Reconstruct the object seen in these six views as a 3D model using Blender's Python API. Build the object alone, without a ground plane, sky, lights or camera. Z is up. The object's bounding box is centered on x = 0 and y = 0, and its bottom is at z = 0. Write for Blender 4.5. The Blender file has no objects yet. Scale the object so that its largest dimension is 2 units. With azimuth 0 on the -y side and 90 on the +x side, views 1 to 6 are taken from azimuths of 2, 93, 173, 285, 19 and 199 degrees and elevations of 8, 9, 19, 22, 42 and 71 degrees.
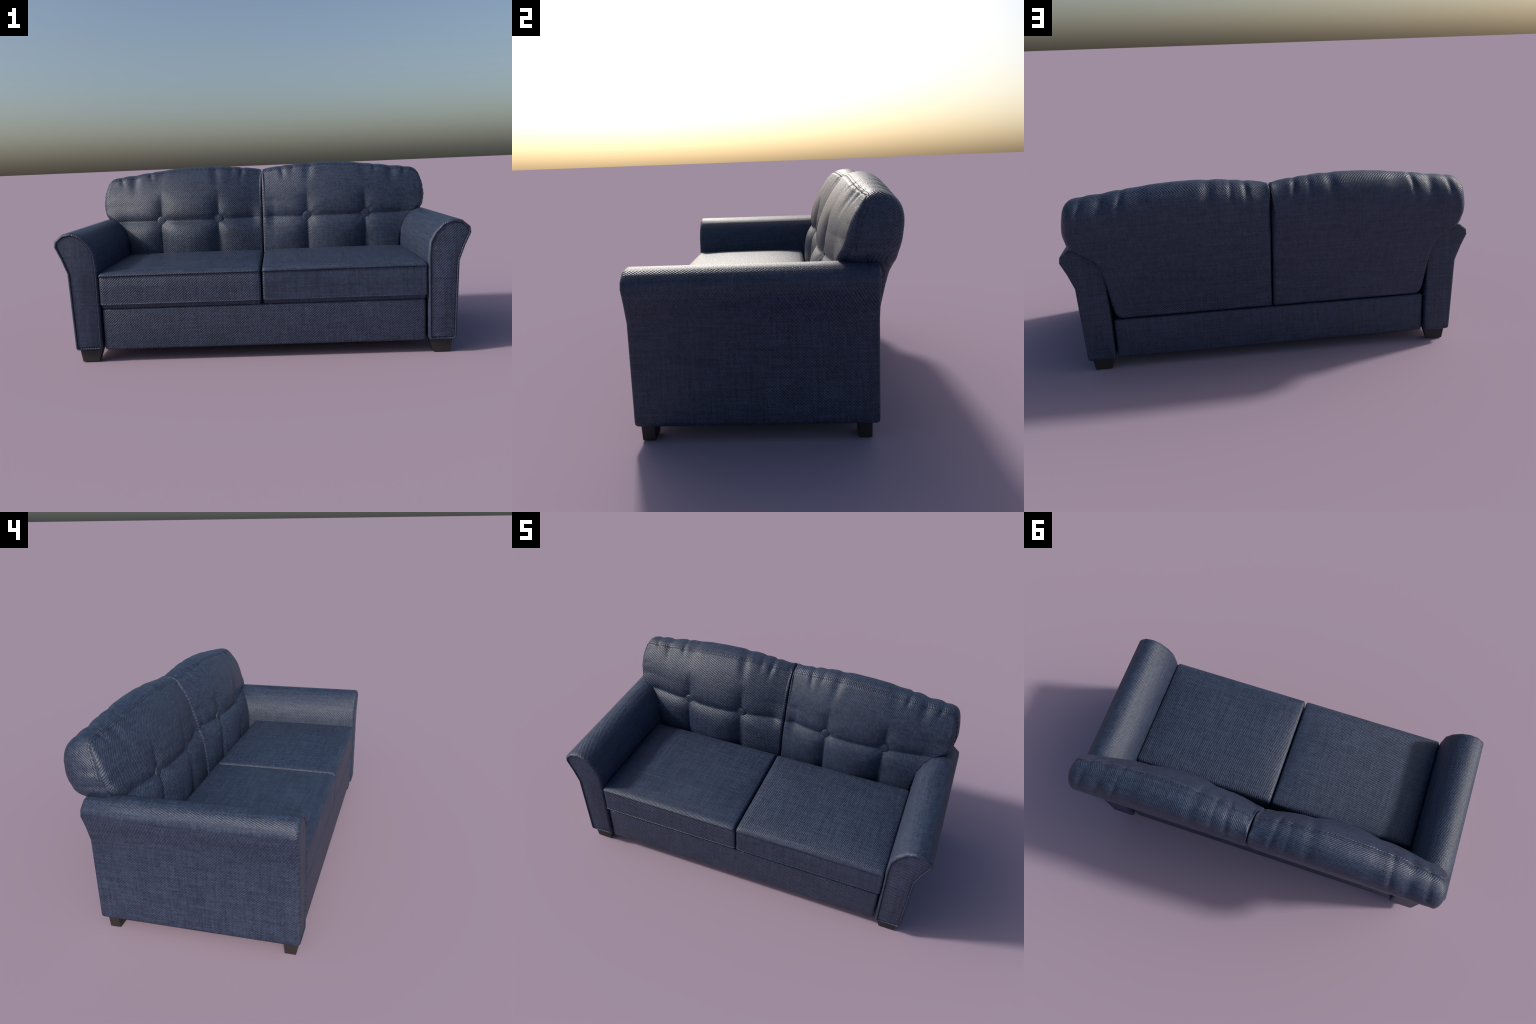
import bpy, bmesh, math
import numpy as np
from mathutils import Vector

# ------------------------------------------------------------------ materials
PITCH = 0.0128            # distance between two twill ribs, measured along x


def fabric(name, ax, ay, az, flip=None, tint=1.0, zcap=None):
    """Navy twill. The ribs are level lines of ax*x+ay*y+az*z. With flip=(i,c,k,c2,f)
    the term f*sign(coord_i-c)*(coord_k-c2) is added, so that the ribs run on round an edge."""
    m = bpy.data.materials.new(name)
    m.use_nodes = True
    nt = m.node_tree
    nt.nodes.clear()
    N = nt.nodes.new
    L = nt.links.new

    def put(sock, v):
        if hasattr(v, "links"):
            L(v, sock)
        else:
            sock.default_value = v

    def math_(op, a, b=0.0, c=None):
        n = N("ShaderNodeMath")
        n.operation = op
        put(n.inputs[0], a)
        put(n.inputs[1], b)
        if c is not None:
            put(n.inputs[2], c)
        return n.outputs[0]

    tc = N("ShaderNodeTexCoord").outputs["Object"]
    sep = N("ShaderNodeSeparateXYZ")
    L(tc, sep.inputs[0])
    X = sep.outputs

    def noise(scale3, detail=2.0, rough=0.5):
        mp = N("ShaderNodeMapping")
        mp.inputs["Scale"].default_value = scale3
        L(tc, mp.inputs["Vector"])
        n = N("ShaderNodeTexNoise")
        n.inputs["Scale"].default_value = 1.0
        n.inputs["Detail"].default_value = detail
        n.inputs["Roughness"].default_value = rough
        L(mp.outputs[0], n.inputs["Vector"])
        return n.outputs["Fac"]

    p = math_("MULTIPLY", X[0], ax)
    p = math_("MULTIPLY_ADD", X[1], ay, p)
    zz = X[2] if zcap is None else math_("MINIMUM", X[2], zcap)
    p = math_("MULTIPLY_ADD", zz, az, p)
    if flip:
        i, c, k, c2, f = flip
        s = math_("SIGN", math_("SUBTRACT", X[i], c))
        q = math_("MULTIPLY", math_("SUBTRACT", X[k], c2), f)
        p = math_("ADD", p, math_("MULTIPLY", s, q))
    wob = noise((95, 95, 95), 1.5)
    p = math_("MULTIPLY_ADD", wob, 0.0060, p)
    ph = math_("MULTIPLY", p, 2 * math.pi / PITCH)
    rib = math_("MULTIPLY_ADD", math_("SINE", ph), 0.5, 0.5)
    # yarns: short beads along each rib and long slubs along warp and weft
    bead = noise((230, 230, 230), 1.0)
    weave = math_("MULTIPLY", rib, math_("MULTIPLY_ADD", bead, 1.9, 0.05))
    sx = noise((7, 105, 105), 1.0)
    sy = noise((105, 7, 105), 1.0)
    sz = noise((105, 105, 7), 1.0)
    fx = noise((11, 210, 210), 1.0)
    fy = noise((210, 11, 210), 1.0)
    fz = noise((210, 210, 11), 1.0)
    slub = math_("MULTIPLY", math_("ADD", math_("ADD", sx, sy), sz), 1 / 3.0)
    fine = math_("MULTIPLY", math_("ADD", math_("ADD", fx, fy), fz), 1 / 3.0)
    cloud = noise((7, 7, 7), 3.0)

    tone = math_("MULTIPLY", weave, 0.49)
    tone = math_("MULTIPLY_ADD", math_("SUBTRACT", slub, 0.5), 2.3, tone)
    tone = math_("MULTIPLY_ADD", math_("SUBTRACT", fine, 0.5), 1.5, tone)
    tone = math_("MULTIPLY_ADD", math_("SUBTRACT", cloud, 0.5), 0.12, tone)
    tone = math_("ADD", tone, 0.12)
    ramp = N("ShaderNodeValToRGB")
    e = ramp.color_ramp.elements
    e[0].position = 0.0
    e[0].color = (0.0088 * tint, 0.0150 * tint, 0.036 * tint, 1)
    e[1].position = 1.0
    e[1].color = (0.040 * tint, 0.060 * tint, 0.110 * tint, 1)
    L(tone, ramp.inputs[0])

    bump = N("ShaderNodeBump")
    bump.inputs["Strength"].default_value = 0.44
    bump.inputs["Distance"].default_value = 0.0022
    L(weave, bump.inputs["Height"])

    b = N("ShaderNodeBsdfPrincipled")
    L(ramp.outputs[0], b.inputs["Base Color"])
    b.inputs["Roughness"].default_value = 0.50
    b.inputs["Specular IOR Level"].default_value = 0.5
    L(bump.outputs[0], b.inputs["Normal"])
    o = N("ShaderNodeOutputMaterial")
    L(b.outputs[0], o.inputs[0])
    return m


def plain(name, col, rough):
    m = bpy.data.materials.new(name)
    m.use_nodes = True
    nt = m.node_tree
    b = nt.nodes["Principled BSDF"]
    tc = nt.nodes.new("ShaderNodeTexCoord")
    n = nt.nodes.new("ShaderNodeTexNoise")
    n.inputs["Scale"].default_value = 40
    n.inputs["Detail"].default_value = 4
    nt.links.new(tc.outputs["Object"], n.inputs["Vector"])
    r = nt.nodes.new("ShaderNodeValToRGB")
    r.color_ramp.elements[0].color = tuple(c * 0.75 for c in col) + (1,)
    r.color_ramp.elements[1].color = tuple(c * 1.25 for c in col) + (1,)
    nt.links.new(n.outputs["Fac"], r.inputs[0])
    nt.links.new(r.outputs[0], b.inputs["Base Color"])
    b.inputs["Roughness"].default_value = rough
    return m


# ------------------------------------------------------------------ helpers
def make_object(name, verts, faces, mats, parent, mat_index=None, smooth=True, sharp_deg=None):
    me = bpy.data.meshes.new(name)
    me.from_pydata([tuple(map(float, v)) for v in verts], [], [tuple(int(i) for i in f) for f in faces])
    for m in mats:
        me.materials.append(m)
    if mat_index is not None:
        me.polygons.foreach_set("material_index", np.array(mat_index, dtype=np.int32))
    bm = bmesh.new()
    bm.from_mesh(me)
    bmesh.ops.recalc_face_normals(bm, faces=bm.faces)
    bm.to_mesh(me)
    bm.free()
    me.polygons.foreach_set("use_smooth", np.array([smooth and len(p.vertices) < 9 for p in me.polygons]))
    if sharp_deg is not None:
        me.set_sharp_from_angle(angle=math.radians(sharp_deg))
    me.update()
    ob = bpy.data.objects.new(name, me)
    bpy.context.scene.collection.objects.link(ob)
    ob.parent = parent
    return ob


def offset_polygon(P, d):
    """Closed polygon moved inwards by d (P counter-clockwise), mitred."""
    P = np.asarray(P, float)
    a = P - np.roll(P, 1, 0)
    b = np.roll(P, -1, 0) - P
    na = np.stack([-a[:, 1], a[:, 0]], 1)
    nb = np.stack([-b[:, 1], b[:, 0]], 1)
    na /= np.linalg.norm(na, axis=1)[:, None]
    nb /= np.linalg.norm(nb, axis=1)[:, None]
    k = 1 + (na * nb).sum(1)
    return P + d * (na + nb) / k[:, None]


def shrink_profile(P, d):
    """Closed profile scaled about its middle so that its outermost edges move in by d."""
    P = np.asarray(P, float)
    mid = (P.max(0) + P.min(0)) / 2
    half = (P.max(0) - P.min(0)) / 2
    return mid + (P - mid) * (1 - d / half)


def loft(P, stations, to3d, cap_first=True, cap_last=True, inset=offset_polygon):
    """Rings of profile P at each (position, inset); to3d maps (profile 2d, position) to xyz."""
    n = len(P)
    V, F = [], []
    for pos, ins in stations:
        Q = inset(P, ins)
        V += [to3d(q, pos) for q in Q]
    for k in range(len(stations) - 1):
        for i in range(n):
            j = (i + 1) % n
            F.append((k * n + i, k * n + j, (k + 1) * n + j, (k + 1) * n + i))
    if cap_first:
        F.append(tuple(range(n)))
    if cap_last:
        F.append(tuple((len(stations) - 1) * n + i for i in range(n)))
    return V, F


def interp_smooth(xs, ys, sigma):
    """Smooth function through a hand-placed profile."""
    g = np.linspace(xs[0] - 0.2, xs[-1] + 0.2, 1600)
    v = np.interp(g, xs, ys)
    # continue the end slopes
    s0 = (ys[1] - ys[0]) / (xs[1] - xs[0])
    s1 = (ys[-1] - ys[-2]) / (xs[-1] - xs[-2])
    v = np.where(g < xs[0], ys[0] + s0 * (g - xs[0]), v)
    v = np.where(g > xs[-1], ys[-1] + s1 * (g - xs[-1]), v)
    h = g[1] - g[0]
    r = int(4 * sigma / h)
    k = np.exp(-0.5 * (np.arange(-r, r + 1) * h / sigma) ** 2)
    k /= k.sum()
    v2 = np.convolve(np.pad(v, r, mode="edge"), k, mode="valid")
    return lambda q: np.interp(q, g, v2)


# ------------------------------------------------------------------ the sofa
sofa = bpy.data.objects.new("sofa", None)
bpy.context.scene.collection.objects.link(sofa)
sofa["label"] = "navy twill two-seat sofa with button-tufted back and flared arms"
sofa["category"] = "sofa"

foot_mat = plain("dark_foot", (0.017, 0.015, 0.014), 0.6)
thread_mat = plain("navy_thread", (0.010, 0.012, 0.022), 0.7)

ARM_TOP_X, ARM_TOP_Z = 0.91, 0.647
arm_mat, panel_mat, arm_back_mat, seat_mat, back_front_mat, back_band_mat = {}, {}, {}, {}, {}, {}
for s, tag in ((1, "right"), (-1, "left")):
    # ribs lean the other way on the mirrored half
    arm_mat[s] = fabric("arm_twill", -s * 1.1, 1.1, 0.0, flip=(0, s * ARM_TOP_X, 2, ARM_TOP_Z, s * 1.2))
    panel_mat[s] = fabric("arm_panel_twill", s * 1.0, 0.0, -1.0)
    arm_back_mat[s] = fabric("arm_back_twill", s * 1.0, 0.0, 1.0)
    seat_mat[s] = fabric("seat_twill", s * 1.0, 1.0, 1.1)
    back_front_mat[s] = fabric("back_front_twill", s * 1.0, 0.35, 1.1)
    back_band_mat[s] = fabric("back_band_twill", s * 1.0, 1.0, -1.1, zcap=0.90)
base_mat = fabric("base_twill", -1.0, 1.0, 0.0, flip=(1, 0.0, 2, 0.265, -1.1))

# ---- arms -------------------------------------------------------------------
ARM = [(0.806, 0.0615), (0.918, 0.0605), (0.929, 0.066), (0.932, 0.080), (0.9345, 0.16), (0.944, 0.446),
       (0.970, 0.518), (0.998, 0.579), (0.9935, 0.608), (0.957, 0.639), (0.910, 0.647), (0.864, 0.631),
       (0.822, 0.588), (0.799, 0.540), (0.7935, 0.470), (0.795, 0.16), (0.7955, 0.078), (0.799, 0.066)]
ARM = np.array(ARM)
for s in (1, -1):
    body_st = [(0.3970, 0.014), (0.3965, 0.009), (0.393, 0.003), (0.385, 0.0), (0.2, 0.0), (-0.05, 0.0), (-0.3, 0.0),
               (-0.466, 0.0), (-0.4745, 0.0012), (-0.481, 0.0042), (-0.4845, 0.0085), (-0.4850, 0.0108),
               (-0.4835, 0.0128), (-0.4795, 0.0134)]
    to3 = lambda q, y, s=s: (s * q[0], y, q[1])
    V, F = loft(ARM, body_st, to3, cap_first=True, cap_last=False)
    mi = [0] * (len(F) - 1) + [1]
    arm = make_object("arm", V, F, [arm_mat[s], arm_back_mat[s]], sofa, mi, sharp_deg=62)
    st = [(-0.4790, 0.0136), (-0.4805, 0.0150), (-0.4812, 0.0180)]
    V, F = loft(ARM, st, to3, cap_first=False, cap_last=True)
    make_object("front_panel", V, F, [panel_mat[s]], arm, sharp_deg=50)

# ---- feet: tapered blocks ------------------------------------------------------
for s in (1, -1):
    for y0, y1 in ((-0.464, -0.417), (0.323, 0.370)):
        rings = [(0.000, 0.8245, 0.9015, 0.0015), (0.0015, 0.8230, 0.9030, 0.0), (0.066, 0.8000, 0.9135, 0.0)]
        V = []
        for z, xa, xb, i in rings:
            V += [(s * xa, y0 + i, z), (s * xb, y0 + i, z), (s * xb, y1 - i, z), (s * xa, y1 - i, z)]
        F = [(0, 1, 2, 3), (8, 9, 10, 11)]
        for k in (0, 4):
            F += [(k + i, k + (i + 1) % 4, k + 4 + (i + 1) % 4, k + 4 + i) for i in range(4)]
        make_object("foot", V, F, [foot_mat], sofa, smooth=False)


# ---- base rail ------------------------------------------------------------------
def rounded_rect(y0, y1, z0, z1, r, n=5):
    P = []
    for cy, cz, a0 in ((y1 - r, z0 + r, -90), (y1 - r, z1 - r, 0), (y0 + r, z1 - r, 90), (y0 + r, z0 + r, 180)):
        for k in range(n + 1):
            a = math.radians(a0 + 90 * k / n)
            P.append((cy + r * math.cos(a), cz + r * math.sin(a)))
    return np.array(P)


def end_rounding(x0, x1, r, mid, n=5):
    # from the end face inwards
    A = [(x0 + r * (1 - math.cos(math.pi / 2 * k / n)), r * (1 - math.sin(math.pi / 2 * k / n))) for k in range(n + 1)]
    B = [(x1 - (p - x0), i) for p, i in A][::-1]
    M = [(x0 + r + (x1 - x0 - 2 * r) * k / mid, 0.0) for k in range(1, mid)]
    return A + M + B


P = rounded_rect(-0.4755, 0.381, 0.0605, 0.2664, 0.011)
V, F = loft(P, end_rounding(-0.7875, 0.7875, 0.016, 8), lambda q, x: (x, q[0], q[1]))
make_object("base_rail", V, F, [base_mat], sofa, sharp_deg=50)

# ---- seat cushions ----------------------------------------------------------------
ZS0, ZS1 = 0.2670, 0.4470
for s in (1, -1):
    prof = [(-0.4665, ZS0), (0.10, ZS0), (0.146, ZS0), (0.155, 0.276), (0.158, 0.287), (0.158, 0.425), (0.155, 0.438), (0.146, ZS1 - 0.001)]
    prof += [(y, ZS1) for y in np.linspace(0.132, -0.455, 26)]
    prof += [(-0.466, ZS1 - 0.0004), (-0.4745, 0.4445), (-0.4815, 0.4402), (-0.4865, 0.4350), (-0.4880, 0.4310),
             (-0.4868, 0.4290), (-0.4830, 0.4276), (-0.4812, 0.4258), (-0.4826, 0.4232), (-0.4835, 0.36), (-0.4835, 0.296),
             (-0.4836, 0.2925), (-0.4848, 0.2908), (-0.4862, 0.2898), (-0.4855, 0.2886), (-0.4830, 0.2880), (-0.4735, 0.2875), (-0.4690, 0.2860), (-0.4675, 0.2740)]
    prof = np.array(prof)
    st = end_rounding(0.0035, 0.7925, 0.013, 30)
    V, F = loft(prof, st, lambda q, x, s=s: (s * x, q[0], q[1]), inset=shrink_profile)
    V = np.array(V)
    u = np.clip((np.abs(V[:, 0]) - 0.0035) / 0.789, 0, 1)
    v = np.clip((V[:, 1] + 0.488) / 0.646, 0, 1)
    crown = 0.016 * (1 - np.abs(2 * u - 1) ** 6) * (1 - np.abs(2 * v - 1) ** 3.5)
    top = np.clip((V[:, 2] - 0.440) / 0.007, 0, 1)
    V[:, 2] += crown * top
    make_object("seat_cushion", V, F, [seat_mat[s]], sofa, sharp_deg=55)

# ---- back cushions ----------------------------------------------------------------
BI, BO, TO, TI = (0.003, 0.2735), (0.766, 0.2775), (0.913, 0.8790), (0.003, 0.907)
SIDE_OUT = [(0.777, 0.298), (0.788, 0.385), (0.792, 0.425), (0.800, 0.49), (0.813, 0.535), (0.842, 0.580), (0.890, 0.612), (0.937, 0.644),
            (0.955, 0.672), (0.9635, 0.735), (0.956, 0.790), (0.943, 0.840), (0.930, 0.864)]
TOP = [(0.896, 0.8855), (0.830, 0.8945), (0.690, 0.9115), (0.550, 0.9285), (0.450, 0.9358), (0.360, 0.9378), (0.245, 0.9355),
       (0.100, 0.9220), (0.040, 0.9145)]


def crest_height(x):
    p = np.array([TI] + TOP[::-1] + [TO])
    return np.interp(x, p[:, 0], p[:, 1])


X_TUFT = (0.2625, 0.596)
Z_TUFT = 0.628

front_depth = interp_smooth([0.28, 0.426, 0.52, 0.60, 0.66, 0.72, 0.79, 0.85, 0.894, 0.92, 0.95],
                            [0.158, 0.158, 0.158, 0.160, 0.172, 0.197, 0.232, 0.268, 0.302, 0.327, 0.362], 0.02)
back_depth = interp_smooth([0.28, 0.42, 0.55, 0.64, 0.71, 0.79, 0.86], [0.392, 0.414, 0.440, 0.459, 0.475, 0.487, 0.488], 0.015)


def soft_abs(d, eps):
    return np.sqrt(d * d + eps * eps) - eps


def groove(d, w, eps=0.0022):
    return np.exp(-soft_abs(d, eps) / w)


def smoothstep(a, b, x):
    t = np.clip((x - a) / (b - a), 0, 1)
    return t * t * (3 - 2 * t)


def front_surface(x, z):
    """y of the tufted front at (x, z), x >= 0."""
    y = front_depth(z + 0.5 * (0.9378 - crest_height(x)) * smoothstep(0.74, 0.88, z))
    amt = np.interp(z, [0.3, 0.45, 0.72, 0.92], [0.6, 0.7, 1.0, 0.55])
    inner = np.clip((0.42 - x) / 0.42, 0, 1) ** 1.9 * 0.078
    outer = np.clip((x - 0.42) / 0.52, 0, 1) ** 1.7 * 0.082
    y = y + amt * (inner + outer)
    fade_up = 1 - smoothstep(0.66, 0.84, z)
    gv = np.zeros_like(y)
    for xt in X_TUFT:
        gv = np.maximum(gv, groove(x - xt, 0.068))
    gv = 0.040 * gv * fade_up
    dz = z - Z_TUFT
    ends = (1 - 0.5 * smoothstep(0.80, 0.92, x)) * (0.35 + 0.65 * smoothstep(0.0, 0.07, x))
    gh = 0.041 * groove(dz, np.where(dz > 0, 0.080, 0.054)) * ends
    y = y - 0.001 + (gv ** 3 + gh ** 3) ** (1 / 3.0)
    for xt in X_TUFT:
        r = np.hypot(x - xt, dz)
        y = y + 0.006 * np.exp(-(r / 0.05) ** 2)
        # short diagonal pulls that spread from the button
        for ang, reach, depth in ((38, 0.085, 0.0030), (152, 0.060, 0.0024), (205, 0.075, 0.0026), (322, 0.055, 0.0022), (78, 0.11, 0.0016)):
            ang = math.radians(ang + 40 * (xt - 0.4))
            al = (x - xt) * math.cos(ang) + dz * math.sin(ang)
            pe = -(x - xt) * math.sin(ang) + dz * math.cos(ang)
            y = y + depth * np.exp(-(pe / (0.006 + 0.12 * np.abs(al))) ** 2) * np.exp(-(al / reach) ** 2) * (al > 0) * smoothstep(0.0, 0.03, al)
    return y


FOLDS = [  # x on the crest, half width, depth, slant, reach down the front, reach down the back
    (0.116, 0.014, 0.0042, 0.15, 0.055, 0.085), (0.182, 0.012, 0.0020, -0.03, 0.035, 0.120), (0.282, 0.025, 0.0040, -0.14, 0.100, 0.105),
    (0.598, 0.032, 0.0018, 0.20, 0.095, 0.080), (0.674, 0.014, 0.0036, -0.28, 0.040, 0.135), (0.768, 0.025, 0.0050, -0.08, 0.085, 0.105),
    (0.854, 0.014, 0.0028, -0.35, 0.050, 0.125)]


def folds(x, y, z):
    """Depth of the pulled folds that cross the top seam."""
    crest = crest_height(x)
    below = crest - z
    d = np.zeros_like(x)
    front = y < 0.40
    for xc, w, a, slant, rf, rb in FOLDS:
        reach = np.where(front, rf, rb)
        m = np.exp(-(np.maximum(below, 0) / reach) ** 2.4)
        c = xc + slant * below * np.where(front, 1, -0.8)
        q = (x - c) / w
        d += 1.75 * a * m * (np.exp(-q * q) - 0.25 * np.exp(-((q - 1.8) / 1.2) ** 2) - 0.25 * np.exp(-((q + 1.8) / 1.2) ** 2))
    d *= 1 - 0.65 * np.exp(-(below / 0.012) ** 2)      # keep the crest line itself calm
    # two hanging folds under the shoulder on the back
    for xc, zc, w in ((0.80, 0.835, 0.05), (0.70, 0.842, 0.045)):
        e = (z - zc) - 0.5 * ((x - xc) / 0.1) ** 2 * 0.12
        d += np.where(front, 0, 0.0022 * np.exp(-(e / 0.010) ** 2) * np.exp(-((x - xc) / w) ** 2))
    # pull marks at the shoulder edge
    for zc in (0.70, 0.765, 0.83):
        d += np.where(front, 0.0016, 0.0) * np.exp(-((z - zc - 0.3 * (0.93 - x)) / 0.012) ** 2) * smoothstep(0.85, 0.925, x)
    return d


def closed_outline():
    poly = [BI, (0.25, 0.2735), (0.5, 0.2735), (0.748, 0.2735), BO] + SIDE_OUT + [TO] + TOP + [TI, (0.003, 0.7), (0.003, 0.5)]
    poly = np.array(poly)
    nxt = np.roll(poly, -1, 0)
    seg = np.linalg.norm(nxt - poly, axis=1)
    cum = np.concatenate([[0], np.cumsum(seg)])
    n = 3000
    t = np.linspace(0, cum[-1], n, endpoint=False)
    full = np.vstack([poly, poly[:1]])
    C = np.stack([np.interp(t, cum, full[:, k]) for k in (0, 1)], 1)
    h = cum[-1] / n

    def smooth(C, sg):
        r = int(4 * sg / h)
        k = np.exp(-0.5 * (np.arange(-r, r + 1) * h / sg) ** 2)
        k /= k.sum()
        return np.stack([np.convolve(np.concatenate([C[-r:, a], C[:, a], C[:r, a]]), k, mode="valid") for a in (0, 1)], 1)
    Cs = smooth(C, 0.0065)
    idx = [int(np.argmin(np.linalg.norm(Cs - np.array(p), axis=1))) for p in (BI, BO, TO, TI)]
    return Cs, idx, smooth


def split_sides(C, idx):
    """bottom (in->out), outer (bottom->top), top (in->out), inner (bottom->top)"""
    b, o, t, i = idx
    n = len(C)
    take = lambda a, e: C[np.arange(a, e + 1 if e >= a else e + n + 1) % n]
    return [take(b, o), take(o, t), take(t, i)[::-1], take(i, b)[::-1]]


def inset_sides(sides, r):
    """Each side moved in by its own amount; corners move by the sum of both neighbours."""
    rb, ro, rt, ri = r
    inward = []
    for k, S in enumerate(sides):
        g = np.gradient(S, axis=0)
        # running mean of the direction, leaving the rounded corners themselves out
        w, cut = 110, 22
        g = g[np.clip(np.arange(len(g)), cut, len(g) - 1 - cut)]
        cs = np.vstack([[0, 0], np.cumsum(g, axis=0)])
        lo = np.maximum(np.arange(len(g)) - w, 0)
        hi = np.minimum(np.arange(len(g)) + w + 1, len(g))
        g = (cs[hi] - cs[lo]) / (hi - lo)[:, None]
        g /= np.linalg.norm(g, axis=1)[:, None]
        nrm = np.stack([-g[:, 1], g[:, 0]], 1)
        if k in (2, 3):
            nrm = -nrm
        inward.append((nrm, g))
    amounts = [rb, ro, rt, ri]
    D = {}
    for key, (a, ea, c, ec) in dict(BI=(0, 0, 3, 0), BO=(0, -1, 1, 0), TO=(1, -1, 2, -1), TI=(2, 0, 3, -1)).items():
        D[key] = inward[a][0][ea] * amounts[a] + inward[c][0][ec] * amounts[c]
    D["TO"] = np.array([-ro * 0.5, -rt * 0.8])
    D["BO"] = np.array([-ro * 0.35, rb * 0.9])
    D["TI"] = np.array([ri * 0.4, -rt * 0.96])
    ends = [("BI", "BO"), ("BO", "TO"), ("TI", "TO"), ("BI", "TI")]
    out = []
    for k, S in enumerate(sides):
        nrm, g = inward[k]
        own = amounts[k]
        if k == 1:      # the part squeezed in between seat and arm keeps tighter edges
            own = own * (0.45 + 0.55 * smoothstep(0.50, 0.66, S[:, 1]))
        seg = np.linalg.norm(np.diff(S, axis=0), axis=1)
        q = np.concatenate([[0], np.cumsum(seg)])
        q /= q[-1]
        t0 = D[ends[k][0]] @ g[0]
        t1 = D[ends[k][1]] @ g[-1]
        n0 = D[ends[k][0]] @ nrm[0]
        n1 = D[ends[k][1]] @ nrm[-1]
        tang = t0 * (1 - q) + t1 * q
        e0 = np.exp(-q / 0.06)
        e1 = np.exp(-(1 - q) / 0.06)
        norm = own + (n0 - own) * e0 + (n1 - own) * e1
        out.append(S + nrm * norm[:, None] + g * tang[:, None])
    # close the corners exactly
    out[1][0] = out[0][-1]
    out[2][-1] = out[1][-1]
    out[3][0] = out[0][0]
    out[3][-1] = out[2][0]
    return out


NU1, NU2, NV1, NV2 = 130, 66, 64, 66


def sample_sides(sides):
    """bottom/top sampled by x with columns on the tuft lines, the other two by z with a row on the cross line"""
    def knots(lo, hi, stops, counts):
        e = [lo] + list(stops) + [hi]
        return np.concatenate([np.linspace(e[k], e[k + 1], counts[k] + 1)[(1 if k else 0):] for k in range(len(counts))])

    def by(S, ax, q):
        a = np.maximum.accumulate(S[:, ax] + np.arange(len(S)) * 1e-9)
        other = np.interp(q, a, S[:, 1 - ax])
        R = np.zeros((len(q), 2))
        R[:, ax] = q
        R[:, 1 - ax] = other
        R[0], R[-1] = S[0], S[-1]
        return R
    res = []
    for k, S in enumerate(sides):
        if k in (0, 2):
            q = knots(S[0, 0], S[-1, 0], X_TUFT, (52, 70, 74))
            res.append(by(S, 0, q))
        else:
            q = knots(S[0, 1], S[-1, 1], (Z_TUFT,), (64, 66))
            res.append(by(S, 1, q))
    return res


def coons(sides):
    b, o, t, i = sides
    nu, nv = len(b), len(o)
    u = np.linspace(0, 1, nu)[None, :, None]
    v = np.linspace(0, 1, nv)[:, None, None]
    # use the real spacing of rows and columns as blending weights
    u = ((b[:, 0] - b[0, 0]) / (b[-1, 0] - b[0, 0]))[None, :, None]
    v = ((i[:, 1] - i[0, 1]) / (i[-1, 1] - i[0, 1]))[:, None, None]
    G = (1 - v) * b[None] + v * t[None] + (1 - u) * i[:, None] + u * o[:, None]
    G -= (1 - u) * (1 - v) * b[0] + u * (1 - v) * b[-1] + (1 - u) * v * t[0] + u * v * t[-1]
    return G        # [row(v), col(u), 2]


def ring_of(sides):
    b, o, t, i = sides
    return np.vstack([b[:-1], o[:-1], t[::-1][:-1], i[::-1][:-1]])


def ring_values(sides, vals, blend=0.10):
    """per-side constants spread along the ring, blended over the corners"""
    n = [len(s) - 1 for s in sides]
    order = [0, 1, 2, 3]
    v = np.concatenate([np.full(n[k], vals[k], float) for k in order])
    w = 9
    ker = np.hanning(2 * w + 3)[1:-1]
    ker /= ker.sum()
    return np.convolve(np.concatenate([v[-w:], v, v[:w]]), ker, mode="valid")


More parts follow.
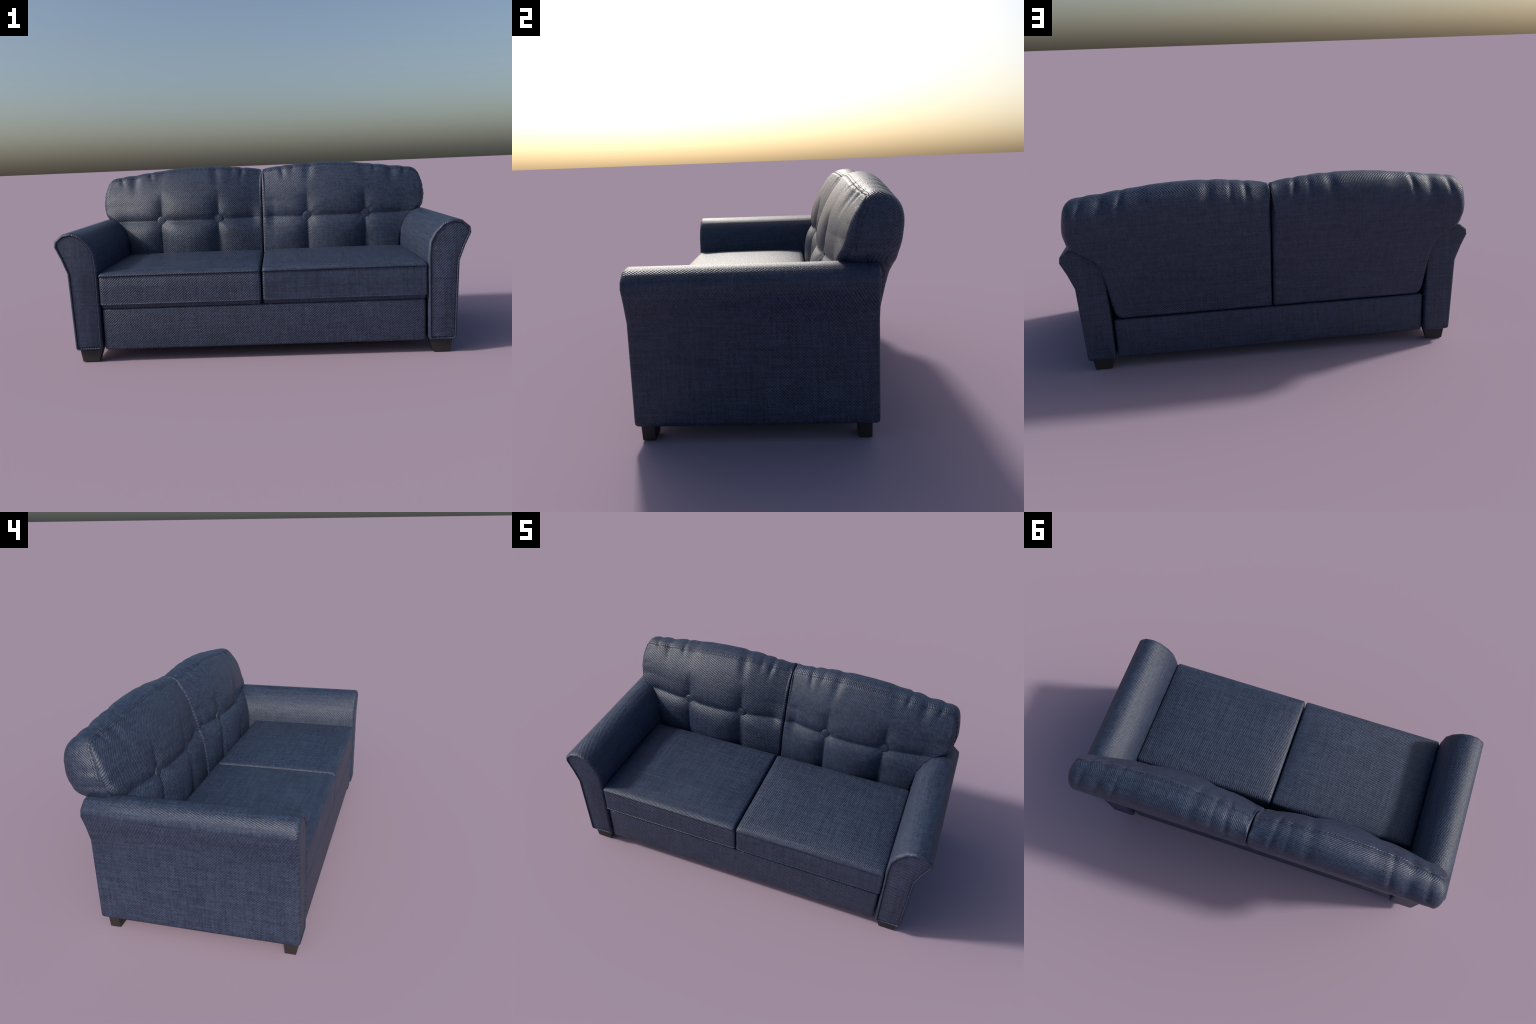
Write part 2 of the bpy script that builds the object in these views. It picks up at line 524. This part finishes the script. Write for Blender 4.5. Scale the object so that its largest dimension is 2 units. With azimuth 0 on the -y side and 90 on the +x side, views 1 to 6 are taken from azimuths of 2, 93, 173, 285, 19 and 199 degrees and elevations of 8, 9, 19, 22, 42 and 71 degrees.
def build_back(s):
    C, idx, smooth = closed_outline()
    O = split_sides(C, idx)
    Os = sample_sides(O)
    Fs = sample_sides(inset_sides(O, (0.014, 0.038, 0.024, 0.013)))
    Bs = sample_sides(inset_sides(O, (0.020, 0.045, 0.110, 0.020)))
    gF, gB = coons(Fs), coons(Bs)
    nv, nu = gF.shape[:2]
    rO, rF, rB = ring_of(Os), ring_of(Fs), ring_of(Bs)
    n = len(rO)
    yF = front_surface(gF[..., 0], gF[..., 1])
    yB = back_depth(gB[..., 1])

    def ring_ids(base):
        I = base + np.arange(nv * nu).reshape(nv, nu)
        return np.concatenate([I[0, :-1], I[:-1, -1], I[-1, ::-1][:-1], I[::-1, 0][:-1]])
    V = [np.stack([gF[..., 0].ravel(), yF.ravel(), gF[..., 1].ravel()], 1),
         np.stack([gB[..., 0].ravel(), yB.ravel(), gB[..., 1].ravel()], 1)]
    cnt = 2 * nv * nu
    idF, idB = ring_ids(0), ring_ids(nv * nu)
    y0 = V[0][idF, 1]
    y1 = V[1][idB - nv * nu, 1]
    dF = ring_values(Os, (0.014, 0.105, 0.085, 0.014))
    dB = ring_values(Os, (0.020, 0.090, 0.074, 0.020))
    on_top = ring_values(Os, (0, 0, 1, 0))
    dB = dB + on_top * (0.013 + 0.006 * smoothstep(0.5, 0.9, rO[:, 0]))
    low = 0.35 + 0.65 * smoothstep(0.50, 0.66, rO[:, 1])
    outer = ring_values(Os, (0, 1, 0, 0))
    dF *= 1 + outer * (low - 1)
    dB *= 1 + outer * (low - 1)
    para = ring_values(Os, (0, 0, 1, 0))
    th_seam = ring_values(Os, (0.30, 0.52, 0.13, 0.30))
    tot = y1 - y0
    dB = np.minimum(dB, (0.5 + 0.2 * on_top) * tot)
    dF = np.minimum(dF, 0.95 * (tot - dB))
    ids = [idF]
    front_rows = []
    e = 0.022
    plan = [("s", -3 * e), ("s", -e), ("s", 0.0), ("s", e), ("s", 3 * e)]
    rows = []
    for f in (0.35, 0.75):
        rows.append(("a", f * 1.0))
    rows += plan
    for f in (0.12, 0.25, 0.4, 0.55, 0.7, 0.85, 1.0):
        rows.append(("b", f))
    for kind, f in rows:
        if kind == "a":
            th = f * np.maximum(th_seam - 3 * e, 0.004)
        elif kind == "s":
            th = np.maximum(th_seam + f, 0.005 + (f + 3 * e) * 0.5)
        else:
            th = (th_seam + 3 * e) + f * (1 - th_seam - 3 * e)
        ang = th * math.pi / 2
        aE, bE = 1 - np.sin(ang), 1 - np.cos(ang)
        aP, bP = (1 - th) ** 2, th
        a = aE * (1 - para) + aP * para
        b = bE * (1 - para) + bP * para
        xz = rO + (rF - rO) * a[:, None]
        V.append(np.stack([xz[:, 0], y0 + dF * b, xz[:, 1]], 1))
        ids.append(cnt + np.arange(n))
        cnt += n
    seam_k = 1 + 2 + 2
    for f in (0.2, 0.4, 0.6, 0.8, 1.0):
        yy = (y0 + dF) * (1 - f) + (y1 - dB) * f
        V.append(np.stack([rO[:, 0], yy, rO[:, 1]], 1))
        ids.append(cnt + np.arange(n))
        cnt += n
    for k in range(1, 12):
        a = k / 12 * math.pi / 2
        xz = rO + (rB - rO) * (1 - math.cos(a))
        V.append(np.stack([xz[:, 0], (y1 - dB) + dB * math.sin(a), xz[:, 1]], 1))
        ids.append(cnt + np.arange(n))
        cnt += n
    ids.append(idB)
    V = np.vstack(V)
    F, M = [], []
    for base, rev in ((0, False), (nv * nu, True)):
        I = base + np.arange(nv * nu).reshape(nv, nu)
        q = np.stack([I[:-1, :-1], I[:-1, 1:], I[1:, 1:], I[1:, :-1]], -1).reshape(-1, 4)
        if rev:
            q = q[:, ::-1]
        F.append(q)
        M.append(np.full(len(q), 1 if rev else 0))
    for k in range(len(ids) - 1):
        a, b = ids[k], ids[k + 1]
        q = np.stack([np.roll(a, -1), a, b, np.roll(b, -1)], -1)
        F.append(q)
        M.append(np.full(len(q), 0 if k < seam_k else 1))
    F = np.vstack(F)
    M = np.concatenate(M)

    def normals(V):
        a, b, c, d = (V[F[:, k]] for k in range(4))
        fn = np.cross(c - a, d - b)
        vn = np.zeros_like(V)
        for k in range(4):
            np.add.at(vn, F[:, k], fn)
        vn /= np.linalg.norm(vn, axis=1)[:, None] + 1e-12
        cen = V.mean(0)
        if ((V - cen) * vn).sum() < 0:
            vn = -vn
        return vn
    vn = normals(V)
    V = V - vn * folds(V[:, 0], V[:, 1], V[:, 2])[:, None]
    vn = normals(V)
    # seam groove along the top and down the outer side
    nb, no, nt_, ni = [len(x) - 1 for x in Os]
    act = ring_values(Os, (0.4, 1, 0.6, 0.5))
    V[ids[seam_k]] -= vn[ids[seam_k]] * (0.0048 * act)[:, None]
    for dk in (-1, 1):
        V[ids[seam_k + dk]] -= vn[ids[seam_k + dk]] * (0.0008 * act)[:, None]
    # stitches run beside the seam
    seam_line = V[ids[seam_k]]
    seam_n = vn[ids[seam_k + 2]]
    other = V[ids[seam_k + 3]]
    W = V.copy()
    W[:, 0] *= s
    ob = make_object("back_cushion", W, F, [back_front_mat[s], back_band_mat[s]], sofa, M)

    rngk = np.arange(nb + int(no * 0.62), nb + no + nt_ - 2)
    rngk = rngk % n
    path = V[ids[seam_k + 2]][rngk]
    nn = vn[ids[seam_k + 2]][rngk]
    tang = np.gradient(path, axis=0)
    tang /= np.linalg.norm(tang, axis=1)[:, None]
    across = np.cross(nn, tang)
    # point from the seam to the band
    if (across * (path - V[ids[seam_k]][rngk])).sum() < 0:
        across = -across
    arc = np.concatenate([[0], np.cumsum(np.linalg.norm(np.diff(path, axis=0), axis=1))])
    SV, SF = [], []
    q = 0.004
    while q < arc[-1] - 0.012:
        for off in (-0.003, 0.017):
            ring = []
            for f, rad in ((0, 0.0003), (0.12, 0.0011), (0.88, 0.0011), (1, 0.0003)):
                a = min(q + 0.021 * f, arc[-1])
                c = np.array([np.interp(a, arc, path[:, k]) for k in range(3)])
                m = np.array([np.interp(a, arc, nn[:, k]) for k in range(3)])
                w = np.array([np.interp(a, arc, across[:, k]) for k in range(3)])
                c = c + w * off * 0.5 + m * 0.0002
                i0 = len(SV)
                for j in range(6):
                    g = 2 * math.pi * j / 6
                    p = c + rad * (math.cos(g) * m + math.sin(g) * w)
                    SV.append((s * p[0], p[1], p[2]))
                ring.append(i0)
            for a, b in zip(ring[:-1], ring[1:]):
                SF += [(a + j, a + (j + 1) % 6, b + (j + 1) % 6, b + j) for j in range(6)]
            SF.append(tuple(ring[0] + j for j in range(6)))
            SF.append(tuple(ring[-1] + j for j in range(6)))
        q += 0.0265
    st = make_object("stitching", SV, SF, [thread_mat], ob)
    st["kind"] = "stuff"

    # covered buttons in the tuft crossings: flat octagons with a rounded rim
    for xt in X_TUFT:
        yb = float(front_surface(np.array([xt]), np.array([Z_TUFT]))[0])
        BV, BF = [], []
        tilt = 0.10
        for rad, dy in ((0.0300, 0.006), (0.0300, -0.0060), (0.0290, -0.0080), (0.0268, -0.0092), (0.012, -0.0098)):
            for j in range(8):
                a = 2 * math.pi * (j + 0.0) / 8
                px, pz = rad * math.cos(a), rad * math.sin(a)
                BV.append((s * (xt + px), yb + dy + tilt * pz, Z_TUFT + pz))
        for k in range(4):
            BF += [(k * 8 + j, k * 8 + (j + 1) % 8, k * 8 + 8 + (j + 1) % 8, k * 8 + 8 + j) for j in range(8)]
        BF.append(tuple(range(8)))
        BF.append(tuple(32 + j for j in range(8)))
        make_object("button", BV, BF, [back_front_mat[s]], ob, sharp_deg=40)
    return ob


for s in (1, -1):
    build_back(s)
